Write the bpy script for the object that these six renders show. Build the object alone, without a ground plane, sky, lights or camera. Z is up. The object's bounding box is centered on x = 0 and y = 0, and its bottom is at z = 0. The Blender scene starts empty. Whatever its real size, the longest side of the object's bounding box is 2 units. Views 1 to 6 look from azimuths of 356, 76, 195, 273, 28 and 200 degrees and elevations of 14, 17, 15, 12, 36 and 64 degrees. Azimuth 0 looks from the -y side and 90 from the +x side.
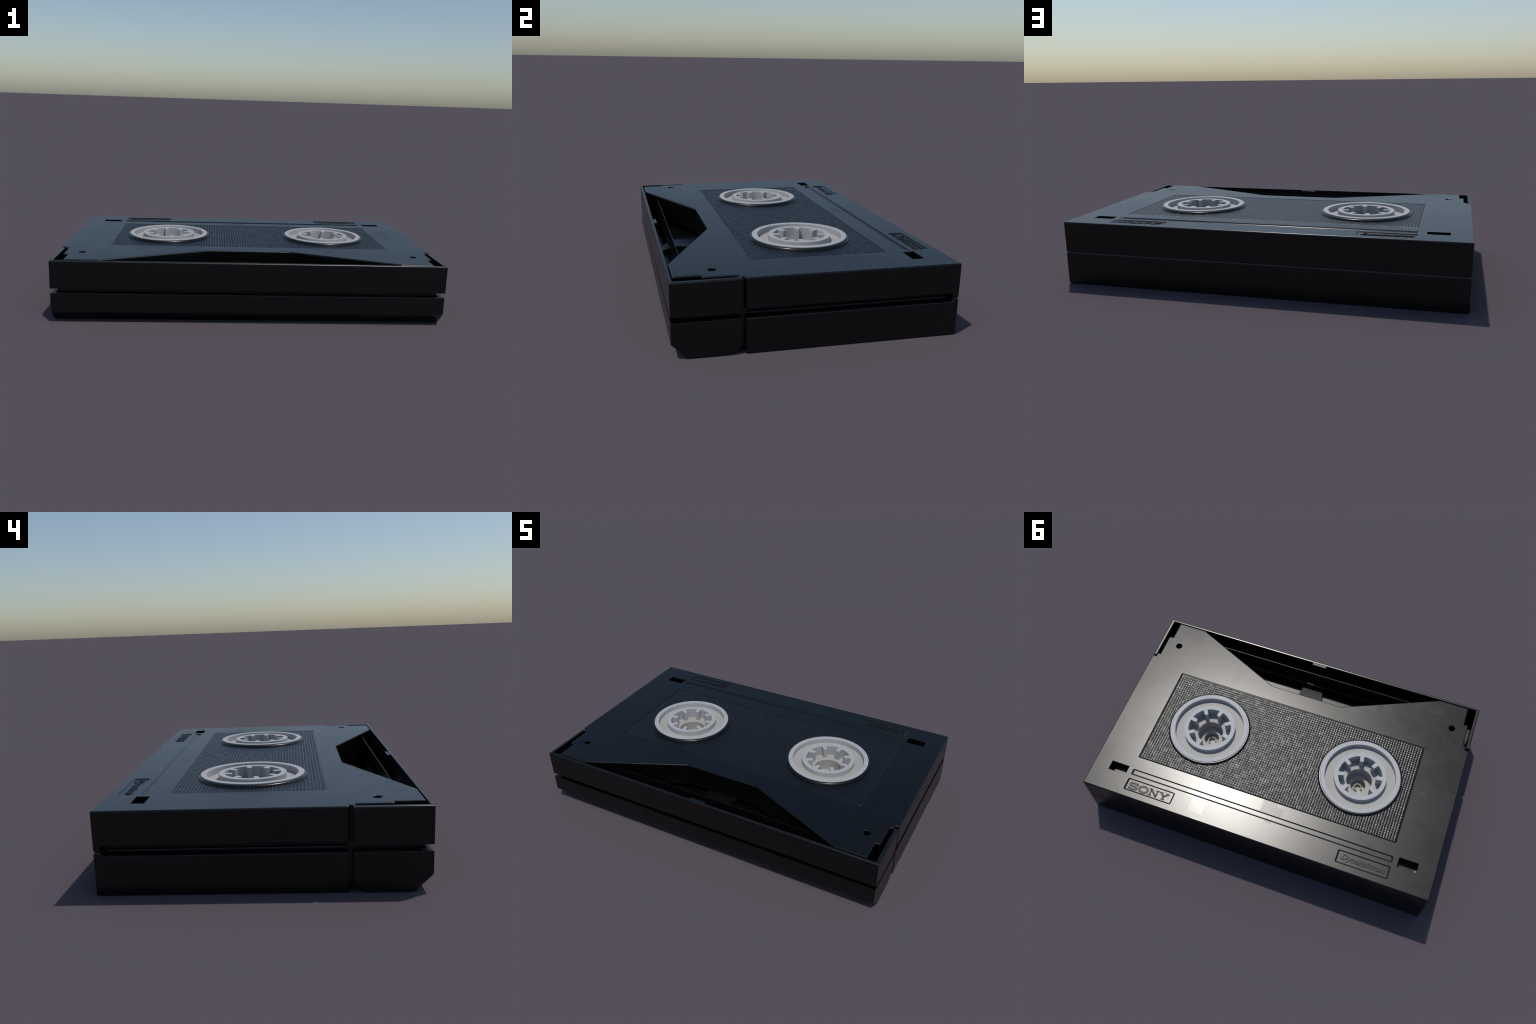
import bpy, bmesh, math, random
from mathutils import Vector, Matrix
from mathutils import noise

random.seed(7)
TAU = 2 * math.pi
COL = bpy.context.scene.collection

# ------------------------------------------------------------------ sizes (metres, object frame)
TOP = 0.3225            # upper face of the case
HALF_X, HALF_Y = 1.0, 0.6160
SEAM = 0.163           # where the two half shells meet
BODY_FRONT = -0.314    # where the case stops and the tape door begins
DOOR_BACK = -0.331
FLOOR = 0.165          # floor of the tape opening
REEL_X, REEL_Y = 0.459, 0.055
REEL_TOP = 0.3375


# ------------------------------------------------------------------ materials
def new_material(name):
    m = bpy.data.materials.new(name)
    m.use_nodes = True
    nt = m.node_tree
    return m, nt, nt.nodes["Principled BSDF"]


def node(nt, kind, **props):
    n = nt.nodes.new(kind)
    for k, v in props.items():
        if k in n.inputs.keys():
            n.inputs[k].default_value = v
        else:
            setattr(n, k, v)
    return n


def plastic(name, colour, rough, patch=0.0, grain=0.006, spec=0.5, blocks=True):
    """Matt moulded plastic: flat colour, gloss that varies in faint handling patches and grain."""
    m, nt, b = new_material(name)
    L = nt.links.new
    co = node(nt, "ShaderNodeTexCoord")
    fine = node(nt, "ShaderNodeTexNoise", Scale=38.0, Detail=4.0, Roughness=0.6)
    L(co.outputs["Object"], fine.inputs["Vector"])
    tone = node(nt, "ShaderNodeMixRGB", blend_type="MIX")
    tone.inputs["Color1"].default_value = (*[c * 0.9 for c in colour], 1)
    tone.inputs["Color2"].default_value = (*[c * 1.1 for c in colour], 1)
    L(fine.outputs["Fac"], tone.inputs["Fac"])
    L(tone.outputs["Color"], b.inputs["Base Color"])
    r = node(nt, "ShaderNodeMapRange")
    r.inputs["To Min"].default_value = rough - grain
    r.inputs["To Max"].default_value = rough + grain
    L(fine.outputs["Fac"], r.inputs["Value"])
    out = r.outputs["Result"]
    if patch:
        snap = node(nt, "ShaderNodeVectorMath", operation="SNAP")
        snap.inputs[1].default_value = (0.042, 0.026, 0.03)
        L(co.outputs["Object"], snap.inputs[0])
        big = node(nt, "ShaderNodeTexNoise", Scale=4.2, Detail=2.0, Roughness=0.6)
        L(snap.outputs["Vector"], big.inputs["Vector"])
        pick = node(nt, "ShaderNodeValToRGB")
        pick.color_ramp.interpolation = "CONSTANT"
        e = pick.color_ramp.elements
        e[0].color = (0.27, 0.27, 0.27, 1)
        e[1].position = 0.62
        e[1].color = (0.95, 0.95, 0.95, 1)
        mid = e.new(0.40)
        mid.color = (0.5, 0.5, 0.5, 1)
        L(big.outputs["Fac"], pick.inputs["Fac"])
        s = node(nt, "ShaderNodeMath", operation="MULTIPLY_ADD")
        s.inputs[1].default_value = patch
        L(pick.outputs["Color"], s.inputs[0])
        L(out, s.inputs[2])
        out = s.outputs[0]
    L(out, b.inputs["Roughness"])
    b.inputs["Specular IOR Level"].default_value = spec
    return m


BLACK = plastic("black_case_plastic", (0.0015, 0.0015, 0.0013), 0.246, patch=0.070)
BLACK_DOOR = plastic("black_door_plastic", (0.0015, 0.0015, 0.0013), 0.30)
KNURL = plastic("black_knurled_plastic", (0.0015, 0.0015, 0.0013), 0.28, grain=0.05)
LETTER = plastic("black_lettering", (0.0015, 0.0015, 0.0013), 0.48)
INNER = plastic("black_inner_plastic", (0.0015, 0.0015, 0.0013), 0.30)
TAPE = plastic("magnetic_tape", (0.003, 0.0025, 0.0025), 0.30)
METAL = plastic("steel_lever", (0.25, 0.24, 0.22), 0.35)


def reel_plastic(name, colour, rough):
    m, nt, b = new_material(name)
    L = nt.links.new
    co = node(nt, "ShaderNodeTexCoord")
    n1 = node(nt, "ShaderNodeTexNoise", Scale=9.0, Detail=5.0, Roughness=0.65)
    L(co.outputs["Object"], n1.inputs["Vector"])
    ramp = node(nt, "ShaderNodeValToRGB")
    e = ramp.color_ramp.elements
    e[0].position, e[1].position = 0.3, 0.7
    e[0].color = (*[c * 0.93 for c in colour], 1)
    e[1].color = (*[min(1, c * 1.05) for c in colour], 1)
    L(n1.outputs["Fac"], ramp.inputs["Fac"])
    L(ramp.outputs["Color"], b.inputs["Base Color"])
    b.inputs["Roughness"].default_value = rough
    return m


REEL_RIM = reel_plastic("pale_cool_grey_plastic", (0.400, 0.404, 0.408), 0.55)
REEL_FLOOR = reel_plastic("pale_warm_grey_plastic", (0.395, 0.384, 0.367), 0.6)


# ------------------------------------------------------------------ mesh helpers
def mesh_object(name, bm, mat, parent=None):
    bmesh.ops.recalc_face_normals(bm, faces=bm.faces)
    me = bpy.data.meshes.new(name)
    bm.to_mesh(me)
    bm.free()
    o = bpy.data.objects.new(name, me)
    COL.objects.link(o)
    me.materials.append(mat)
    if parent is not None:
        o.parent = parent
    return o


def stack(bm, loops, closed=True):
    """Bridge same-length point loops into a skin, capping both ends."""
    rings = [[bm.verts.new(p) for p in lp] for lp in loops]
    n = len(rings[0])
    for a, b in zip(rings, rings[1:]):
        for i in range(n):
            j = (i + 1) % n
            bm.faces.new((a[i], a[j], b[j], b[i]))
    if closed:
        bm.faces.new(list(reversed(rings[0])))
        bm.faces.new(rings[-1])
    return rings


def prism(name, outline, z0, z1, mat, parent=None):
    bm = bmesh.new()
    stack(bm, [[(x, y, z0) for x, y in outline], [(x, y, z1) for x, y in outline]])
    return mesh_object(name, bm, mat, parent)


def box(name, x0, x1, y0, y1, z0, z1, mat, parent=None):
    return prism(name, [(x0, y0), (x1, y0), (x1, y1), (x0, y1)], z0, z1, mat, parent)


def rounded_rect(x0, x1, y0, y1, r, seg=6):
    pts = []
    for cx, cy, a0 in ((x1 - r, y1 - r, 0), (x0 + r, y1 - r, 90), (x0 + r, y0 + r, 180), (x1 - r, y0 + r, 270)):
        for k in range(seg + 1):
            a = math.radians(a0 + 90 * k / seg)
            pts.append((cx + r * math.cos(a), cy + r * math.sin(a)))
    return pts


def circle(cx, cy, r, n=96):
    return [(cx + r * math.cos(TAU * i / n), cy + r * math.sin(TAU * i / n)) for i in range(n)]


def tray(name, x0, x1, y0, y1, r, depth, front, back, side):
    """Cutter for a shallow recess in the upper face; the three widths are those of its sloping walls."""
    bm = bmesh.new()
    inner = rounded_rect(x0 + side, x1 - side, y0 + front, y1 - back, 0.002)
    outer = rounded_rect(x0, x1, y0, y1, r)
    stack(bm, [[(x, y, TOP - depth) for x, y in inner],
               [(x, y, TOP) for x, y in outer],
               [(x, y, TOP + 0.05) for x, y in outer]])
    return mesh_object(name, bm, BLACK)


def lathe(name, profile, cx, cy, mat, parent=None, n=128):
    """Spin a closed (r, z) profile round a vertical axis."""
    bm = bmesh.new()
    rings = [[bm.verts.new((cx + r * math.cos(TAU * i / n), cy + r * math.sin(TAU * i / n), z)) for i in range(n)]
             for r, z in profile]
    for a, b in zip(rings, rings[1:] + rings[:1]):
        for i in range(n):
            j = (i + 1) % n
            bm.faces.new((a[i], a[j], b[j], b[i]))
    return mesh_object(name, bm, mat, parent)


def bake(o):
    """Apply an object's modifiers."""
    dg = bpy.context.evaluated_depsgraph_get()
    me = bpy.data.meshes.new_from_object(o.evaluated_get(dg), preserve_all_data_layers=True, depsgraph=dg)
    old = o.data
    o.modifiers.clear()
    o.data = me
    me.name = old.name
    bpy.data.meshes.remove(old)
    return o


def bevel(o, width, angle=40, seg=3):
    m = o.modifiers.new("round", "BEVEL")
    m.width = width
    m.segments = seg
    m.limit_method = "ANGLE"
    m.angle_limit = math.radians(angle)
    m.use_clamp_overlap = True
    return bake(o)


def cut(o, cutters, op="DIFFERENCE"):
    for c in cutters:
        m = o.modifiers.new("cut", "BOOLEAN")
        m.operation = op
        m.solver = "EXACT"
        m.object = c
    bake(o)
    for c in cutters:
        me = c.data
        bpy.data.objects.remove(c)
        bpy.data.meshes.remove(me)
    return o


def finish(o, angle=35):
    """Smooth shading with face-weighted normals, sharp edges kept."""
    me = o.data
    for p in me.polygons:
        p.use_smooth = True
    me.set_sharp_from_angle(angle=math.radians(angle))
    m = o.modifiers.new("weigh", "WEIGHTED_NORMAL")
    m.keep_sharp = True
    m.weight = 100
    return bake(o)


def mirror_outline(right):
    """Close a right-hand (x >= 0) chain of points with its mirror image."""
    return right + [(-x, y) for x, y in reversed(right)]


def grip_slot(s):
    """Cutter for the long slot in a short side, its mouth chamfered."""
    bm = bmesh.new()
    loops = []
    for x, grow in ((0.955, 0), (0.9972, 0), (1.0002, 0.003), (1.1, 0.003)):
        prof = rounded_rect(-0.36, 0.589 + grow, 0.151 - grow, 0.189 + grow, 0.008 + grow, 4)
        loops.append([(s * x, y, z) for y, z in prof])
    stack(bm, loops)
    return mesh_object("c", bm, BLACK)


def pit(loop_of, z0, edge=0.0022):
    """Cutter for a hole in the upper face with a softened rim; loop_of(grow) gives its outline."""
    bm = bmesh.new()
    stack(bm, [[(x, y, z) for x, y in loop_of(g)] for z, g in
               ((z0, 0), (TOP - edge, 0), (TOP - 0.35 * edge, 0.3 * edge), (TOP + 0.0001, edge), (TOP + 0.05, edge))])
    return mesh_object("c", bm, BLACK)


# ------------------------------------------------------------------ the thing
cassette = bpy.data.objects.new("video_cassette", None)
COL.objects.link(cassette)
cassette["label"] = "black video cassette with two white reels and tape door"
cassette["category"] = "video cassette"

# ---- upper half shell: outline seen from above, with the stepped ears and the tape opening
right = [(HALF_X, HALF_Y), (HALF_X, BODY_FRONT), (0.978, BODY_FRONT - 0.003), (0.978, -0.339), (0.960, -0.341),
         (0.960, -0.481), (0.935, -0.483), (0.935, -0.597), (0.763, -0.597), (0.218, -0.352)]
upper = prism("upper_shell", mirror_outline(right), SEAM - 0.02, TOP, BLACK, cassette)
bevel(upper, 0.006, 15, 8)

cutters = [box("c", -1.1, 1.1, -0.7, 0.7, 0.1, SEAM + 0.007, BLACK),
           box("c", -0.9, 0.9, -0.7, -0.30, 0.15, 0.193, BLACK)]                 # step above the opening's floor
for s in (-1, 1):
    cutters.append(grip_slot(s))                                 # grip slot along the side
    a, b = sorted((s * 0.795, s * 0.899))
    cutters.append(pit(lambda g, a=a, b=b: [(a - g, 0.4385 - g), (b + g, 0.4385 - g), (b + g, 0.4915 + g), (a - g, 0.4915 + g)], 0.268))             # rectangular pit
    cutters.append(pit(lambda g, s=s: circle(s * 0.8725, -0.4315, 0.0175 + g, 40), 0.22, 0.003))   # guide hole
    cutters.append(prism("c", circle(s * REEL_X, REEL_Y, 0.2285, 128), 0.1, 0.4, BLACK))    # reel opening
cutters.append(tray("c", -0.757, 0.773, -0.252, 0.368, 0.006, 0.0032, 0.003, 0.006, 0.006))    # knurled panel bed
cutters.append(tray("c", -0.765, 0.766, 0.443, 0.481, 0.008, 0.0050, 0.0056, 0.0098, 0.010))    # long trough
cutters.append(tray("c", 0.479, 0.767, 0.503, 0.577, 0.009, 0.0045, 0.0050, 0.0086, 0.009))     # name plate
cutters.append(tray("c", -0.766, -0.475, 0.503, 0.578, 0.009, 0.0045, 0.0050, 0.0086, 0.009))   # second plate
cut(upper, cutters)
finish(upper, 12)

# ---- lower half shell: chamfered along the seam, with the block under the tape door
bm = bmesh.new()
c, cy = 0.0035, 0.007
base = [(HALF_X, HALF_Y), (HALF_X, BODY_FRONT), (-HALF_X, BODY_FRONT), (-HALF_X, HALF_Y)]
inset = [(HALF_X - c, HALF_Y - cy), (HALF_X - c, BODY_FRONT), (-HALF_X + c, BODY_FRONT), (-HALF_X + c, HALF_Y - cy)]
stack(bm, [[(x, y, 0) for x, y in base], [(x, y, SEAM - 0.006) for x, y in base],
           [(x, y, SEAM + 0.006) for x, y in inset]])
lower = mesh_object("lower_shell", bm, BLACK, cassette)
bevel(lower, 0.004, 60, 3)
cutters = []
for s in (-1, 1):
    cutters.append(grip_slot(s))
    cutters.append(prism("c", circle(s * REEL_X, REEL_Y, 0.215, 64), 0.13, 0.4, BLACK))
cut(lower, cutters)
finish(lower)

block = prism("tape_opening_floor", mirror_outline([(0.945, -0.30), (0.945, -0.493)]), 0.03, FLOOR, INNER, cassette)
bevel(block, 0.002)
finish(block)

for s in (-1, 1):
    a, b = sorted((s * 0.93, s * 0.969))
    rib = box("seam_rib", a, b, -0.312, 0.572, 0.154, 0.168, BLACK, cassette)
    bevel(rib, 0.004)
    finish(rib)
    a, b = sorted((s * 0.90, s * 0.968))
    wall = box("door_gap_wall", a, b, -0.352, -0.310, 0.016, 0.190, BLACK, cassette)
    finish(wall)

# tongue that carries the tape brake, widening towards the case
bm = bmesh.new()
tongue = [(0.098, -0.330, 0.193), (0.059, -0.505, 0.193), (0.047, -0.566, 0.166)]
ring_top = tongue + [(-x, y, z) for x, y, z in reversed(tongue)]
stack(bm, [[(x, y, 0.155) for x, y, z in ring_top], ring_top])
tab = mesh_object("brake_tongue", bm, INNER, cassette)
bevel(tab, 0.0015)
finish(tab)

# ---- magnetic tape stretched across the opening
tape = box("tape", -0.72, 0.72, -0.5345, -0.5325, 0.198, 0.303, TAPE, cassette)

# ---- tape door: upper flap (U-shaped wall), waist and lower flap
def u_wall(name, tx, ty, z0, z1, mat, parent, out_x=HALF_X, out_y=HALF_Y, back=DOOR_BACK):
    o = [(out_x, back), (out_x - tx, back), (out_x - tx, -out_y + ty), (-out_x + tx, -out_y + ty),
         (-out_x + tx, back), (-out_x, back), (-out_x, -out_y), (out_x, -out_y)]
    return prism(name, o, z0, z1, mat, parent)


door = bpy.data.objects.new("tape_door", None)
COL.objects.link(door)
door.parent = cassette
# upper flap: its outer upper edge is rolled over a wider radius than the inner one
bm = bmesh.new()
loops = []
roll, z_low, z_top = 0.0075, 0.177, 0.3205
for a in (None, 0, 22, 45, 68, 90):
    d = 0 if a is None else roll * (1 - math.cos(math.radians(a)))
    z = z_low if a is None else z_top - roll + roll * math.sin(math.radians(a))
    X, Y, tx, ty = HALF_X - d, HALF_Y - d, HALF_X - 0.018, HALF_Y - 0.013
    zi = z - 0.0007 if a == 90 else z            # the rim falls away slightly to the inside
    loops.append([(X, DOOR_BACK, z), (tx, DOOR_BACK, zi), (tx, -ty, zi), (-tx, -ty, zi),
                  (-tx, DOOR_BACK, zi), (-X, DOOR_BACK, z), (-X, -Y, z), (X, -Y, z)])
stack(bm, loops)
flap = mesh_object("upper_flap", bm, BLACK_DOOR, door)
bevel(flap, 0.0015, 60, 2)
finish(flap, 35)
waist = u_wall("door_waist", 0.022, 0.015, 0.1665, 0.1785, BLACK_DOOR, door, out_x=0.968, out_y=0.586, back=-0.336)
bevel(waist, 0.003)
finish(waist)
waist_in = u_wall("door_waist_core", 0.020, 0.012, 0.05, 0.1675, BLACK_DOOR, door, out_x=0.964, out_y=0.581, back=-0.345)
finish(waist_in)
guard = box("tape_guard", -0.945, 0.945, -0.5705, -0.546, 0.05, 0.152, BLACK_DOOR, door)
finish(guard)
sill = u_wall("flap_sill", 0.05, 0.030, 0.1775, 0.1815, BLACK_DOOR, door, out_x=0.999, out_y=0.614, back=-0.333)
finish(sill)
catch = box("door_catch", -0.046, 0.042, -0.606, -0.586, 0.296, 0.3175, BLACK_DOOR, door)
bevel(catch, 0.0015)
finish(catch)
stem = box("catch_rib", -0.040, 0.036, -0.606, -0.588, 0.178, 0.297, BLACK_DOOR, door)
finish(stem)

# lower flap: side profile (y, z) with front chamfer and rounded heel
prof = [(-HALF_Y, 0.153), (-HALF_Y, 0.064), (-0.549, 0.0)]
rh = 0.062
for k in range(9):
    a = math.radians(-90 + 90 * k / 8)
    prof.append((DOOR_BACK - rh + rh * math.cos(a), rh + rh * math.sin(a)))
prof.append((DOOR_BACK, 0.153))
bm = bmesh.new()
stack(bm, [[(-HALF_X, y, z) for y, z in prof], [(HALF_X, y, z) for y, z in prof]])
low_flap = mesh_object("lower_flap", bm, BLACK_DOOR, door)
bevel(low_flap, 0.003, 40, 2)
cut(low_flap, [box("c", -0.975, 0.975, -0.595, -0.30, 0.075, 0.3, BLACK)])
finish(low_flap)

# latch lever seen in the gap beside one ear
lever = box("door_latch", -0.976, -0.967, -0.455, -0.375, 0.17, 0.215, BLACK_DOOR, door)
bevel(lever, 0.002)
finish(lever)

# ---- knurled panel: rows of tiny pillows, cut away round the reels
PITCH = 0.0146
KNURL_HEIGHT = 0.0017
X0, X1, Y0, Y1 = -0.752, 0.768, -0.247, 0.363
SUB = 8
nx, ny = int((X1 - X0) / PITCH * SUB), int((Y1 - Y0) / PITCH * SUB)
verts, faces = [], []
for j in range(ny + 1):
    for i in range(nx + 1):
        x = X0 + (X1 - X0) * i / nx
        y = Y0 + (Y1 - Y0) * j / ny
        uneven = 1.0 + 0.45 * noise.noise(Vector((x / 0.021, y / 0.021, 0.3))) + 0.12 * noise.noise(Vector((x / 0.11, y / 0.11, 4.0)))
        h = abs(math.sin(math.pi * i / SUB) * math.sin(math.pi * j / SUB))
        z = TOP - 0.0014 + KNURL_HEIGHT * uneven * h
        if i in (0, nx) or j in (0, ny):
            z = TOP - 0.0030
        verts.append((x, y, z))
W = nx + 1
for j in range(ny):
    for i in range(nx):
        x, y = verts[j * W + i][:2]
        if min(math.hypot(x - REEL_X, y - REEL_Y), math.hypot(x + REEL_X, y - REEL_Y)) < 0.231:
            continue
        faces.append((j * W + i, j * W + i + 1, (j + 1) * W + i + 1, (j + 1) * W + i))
me = bpy.data.meshes.new("knurled_panel")
me.from_pydata(verts, [], faces)
me.update()
for p in me.polygons:
    p.use_smooth = True
panel = bpy.data.objects.new("knurled_panel", me)
COL.objects.link(panel)
panel.parent = cassette
panel["kind"] = "stuff"
me.materials.append(KNURL)

# ---- reels
def reel(cx, phase):
    hub = bpy.data.objects.new("reel", None)
    COL.objects.link(hub)
    hub.location = (cx, REEL_Y, 0.15)
    hub.parent = cassette
    off = Matrix.Translation((-cx, -REEL_Y, -0.15))
    made = []

    # black lip of the case round the reel
    lip = lathe("reel_opening_lip", [(0.2255, 0.305), (0.2255, 0.3322), (0.2262, 0.3326), (0.2305, 0.3326), (0.2335, 0.3316),
                                     (0.2360, 0.3296), (0.2378, 0.3268), (0.2388, 0.3235), (0.2390, 0.3200), (0.2390, 0.305)],
                cx, REEL_Y, BLACK, cassette)
    finish(lip, 50)
    b = 0.0018
    made.append(lathe("reel_rim", [(0.2, 0.290), (0.2, REEL_TOP - b), (0.2 + 0.4 * b, REEL_TOP - 0.4 * b), (0.2 + b, REEL_TOP), (0.226 - b, REEL_TOP),
                      (0.226 - 0.4 * b, REEL_TOP - 0.4 * b), (0.226, REEL_TOP - b), (0.226, 0.290)], cx, REEL_Y, REEL_RIM))
    made.append(lathe("reel_disc", [(0.1478, 0.290), (0.1478, 0.3085), (0.2005, 0.3085), (0.2005, 0.290)], cx, REEL_Y, REEL_FLOOR))

    # drive ring with eight teeth
    outer, inner = [], []
    n = 8
    ro, ri, rt = 0.1485, 0.124, 0.0905
    for t in range(n):
        a = math.radians(phase + 45 * t)
        hw0, hw1 = 0.0120, 0.0103
        ca, sa = math.cos(a), math.sin(a)
        root = math.sqrt(ri * ri - hw0 * hw0)
        d0 = math.asin(hw0 / ri)
        inner += [(root * ca + hw0 * sa, root * sa - hw0 * ca), (rt * ca + hw1 * sa, rt * sa - hw1 * ca),
                  (rt * ca - hw1 * sa, rt * sa + hw1 * ca), (root * ca - hw0 * sa, root * sa + hw0 * ca)]
        span = math.radians(45) - 2 * d0
        for k in range(1, 9):
            q = a + d0 + span * k / 9
            inner.append((ri * math.cos(q), ri * math.sin(q)))
        for k in range(12):
            q = a - d0 + math.radians(45) * k / 12
            outer.append((ro * math.cos(q), ro * math.sin(q)))
    m = len(inner)
    bm = bmesh.new()
    R = {}
    for nm, lp in (("o", outer), ("i", inner)):
        for z in (0.270, REEL_TOP):
            R[nm, z] = [bm.verts.new((cx + x, REEL_Y + y, z)) for x, y in lp]
    zt, zb = REEL_TOP, 0.270
    for i in range(m):
        j = (i + 1) % m
        bm.faces.new((R["o", zb][i], R["o", zb][j], R["o", zt][j], R["o", zt][i]))
        bm.faces.new((R["i", zb][j], R["i", zb][i], R["i", zt][i], R["i", zt][j]))
        bm.faces.new((R["o", zt][i], R["o", zt][j], R["i", zt][j], R["i", zt][i]))
        bm.faces.new((R["o", zb][j], R["o", zb][i], R["i", zb][i], R["i", zb][j]))
    ring = mesh_object("drive_ring", bm, REEL_RIM)
    bevel(ring, 0.0016, 50, 2)
    made.append(ring)

    # well: upper floor with round hole, lower floor with a smaller one
    made.append(lathe("reel_well", [(0.073, 0.205), (0.073, 0.2745), (0.0745, 0.276), (0.126, 0.276), (0.126, 0.20)], cx, REEL_Y, REEL_FLOOR))
    made.append(lathe("reel_seat", [(0.043, 0.165), (0.043, 0.209), (0.044, 0.210), (0.0745, 0.210), (0.0745, 0.165)], cx, REEL_Y, REEL_FLOOR))
    made.append(lathe("reel_base", [(0.0, 0.155), (0.0, 0.168), (0.046, 0.168), (0.046, 0.155)], cx, REEL_Y, REEL_FLOOR, n=64))
    made.append(lathe("centre_tube", [(0.018, 0.165), (0.018, 0.187), (0.019, 0.188), (0.0228, 0.188), (0.0238, 0.187), (0.0238, 0.165)], cx, REEL_Y, REEL_FLOOR, n=64))
    for o in made:
        o.data.transform(off)
        o.parent = hub
        finish(o, 40)


reel(REEL_X, -11.25)
reel(-REEL_X, 11.25)


# ---- raised lettering, read from the back edge of the cassette
def ribbon(bm, pts, w, closed=False, h=(TOP - 0.0052, TOP - 0.0006), flare=0.0036):
    """A raised stroke along a plan-view polyline, its flanks sloping outwards to the ground."""
    n = len(pts)
    rows = {}
    for lev, z in enumerate(h):
        ww = w + (flare if lev == 0 else 0)
        lft, rgt = [], []
        for i, (x, y) in enumerate(pts):
            a = pts[(i - 1) % n] if closed or i else pts[i]
            b = pts[(i + 1) % n] if closed or i < n - 1 else pts[i]
            d = Vector((b[0] - a[0], b[1] - a[1])).normalized()
            if not closed and lev == 0 and i in (0, n - 1):
                k = flare / 2 * (-1 if i == 0 else 1)
                x, y = x + d.x * k, y + d.y * k
            lft.append(bm.verts.new((x - d.y * ww / 2, y + d.x * ww / 2, z)))
            rgt.append(bm.verts.new((x + d.y * ww / 2, y - d.x * ww / 2, z)))
        rows[lev] = (lft, rgt)
    (l0, r0), (l1, r1) = rows[0], rows[1]
    for i in range(n if closed else n - 1):
        j = (i + 1) % n
        bm.faces.new((l1[i], r1[i], r1[j], l1[j]))
        bm.faces.new((l0[j], r0[j], r0[i], l0[i]))
        bm.faces.new((l0[i], l1[i], l1[j], l0[j]))
        bm.faces.new((r1[i], r0[i], r0[j], r1[j]))
    if not closed:
        bm.faces.new((l0[0], r0[0], r1[0], l1[0]))
        bm.faces.new((l1[-1], r1[-1], r0[-1], l0[-1]))


def slab_letter(ch, ox, base, H, Wd, parent):
    """Wide slab-serif capital; ox/base are in reading coordinates (x to the right, y up)."""
    bm = bmesh.new()
    T, th = 0.0092, 0.0040
    def P(u, v):
        return (-(ox + u * Wd), -(base + v * H))
    def S(pts, w):
        ribbon(bm, [P(*p) for p in pts], w)
    if ch == "O":
        ribbon(bm, [P(0.5 + 0.44 * math.cos(TAU * k / 28), 0.5 + 0.44 * math.sin(TAU * k / 28)) for k in range(28)], 0.0085, True)
    elif ch == "S":
        pts = []
        for k in range(14):
            a = math.radians(25 + 235 * k / 13)
            pts.append((0.5 + 0.40 * math.cos(a), 0.72 + 0.22 * math.sin(a)))
        for k in range(1, 14):
            a = math.radians(80 - 235 * k / 13)
            pts.append((0.5 + 0.40 * math.cos(a), 0.28 + 0.22 * math.sin(a)))
        S(pts, 0.0085)
        S([(0.90, 0.97), (0.90, 0.68)], th)
        S([(0.10, 0.32), (0.10, 0.03)], th)
    elif ch == "N":
        S([(0.18, 0.06), (0.18, 0.94)], 0.0058)
        S([(0.85, 0.06), (0.85, 0.94)], 0.0058)
        S([(0.16, 0.95), (0.86, 0.05)], T)
        for u, v in ((0.16, 0.95), (0.16, 0.05), (0.85, 0.95)):
            S([(u - 0.17, v), (u + 0.17, v)], th)
    elif ch == "Y":
        S([(0.14, 0.94), (0.50, 0.45)], T)
        S([(0.88, 0.94), (0.50, 0.45)], 0.0062)
        S([(0.50, 0.50), (0.50, 0.06)], T)
        for u, v in ((0.16, 0.95), (0.86, 0.95), (0.50, 0.05)):
            S([(u - 0.16, v), (u + 0.16, v)], th)
    o = mesh_object("letter", bm, LETTER, parent)
    finish(o)


maker = bpy.data.objects.new("maker_name", None)
COL.objects.link(maker)
maker.parent = cassette
start, width = -0.748, 0.057
for k, ch in enumerate("SONY"):
    slab_letter(ch, start + k * 0.0615, -0.5625, 0.041, width, maker)

curve = bpy.data.curves.new("series_name", "FONT")
curve.body = "Dynamicron"
curve.size = 0.043
curve.shear = 0.35
curve.extrude = 0.0020
curve.bevel_depth = 0.0005
curve.bevel_resolution = 0
curve.offset = 0.0004
curve.align_x = "CENTER"
tx = bpy.data.objects.new("series_name", curve)
COL.objects.link(tx)
dg = bpy.context.evaluated_depsgraph_get()
me = bpy.data.meshes.new_from_object(tx.evaluated_get(dg))
bpy.data.objects.remove(tx)
bpy.data.curves.remove(curve)
xs = [v.co.x for v in me.vertices]
k = 0.242 / (max(xs) - min(xs))
mid = (max(xs) + min(xs)) / 2
for v in me.vertices:
    v.co = ((-0.6205 - (v.co.x - mid) * k), 0.5505 - v.co.y, TOP - 0.0036 + v.co.z)
series = bpy.data.objects.new("series_name", me)
COL.objects.link(series)
series.parent = cassette
me.materials.clear()
me.materials.append(LETTER)
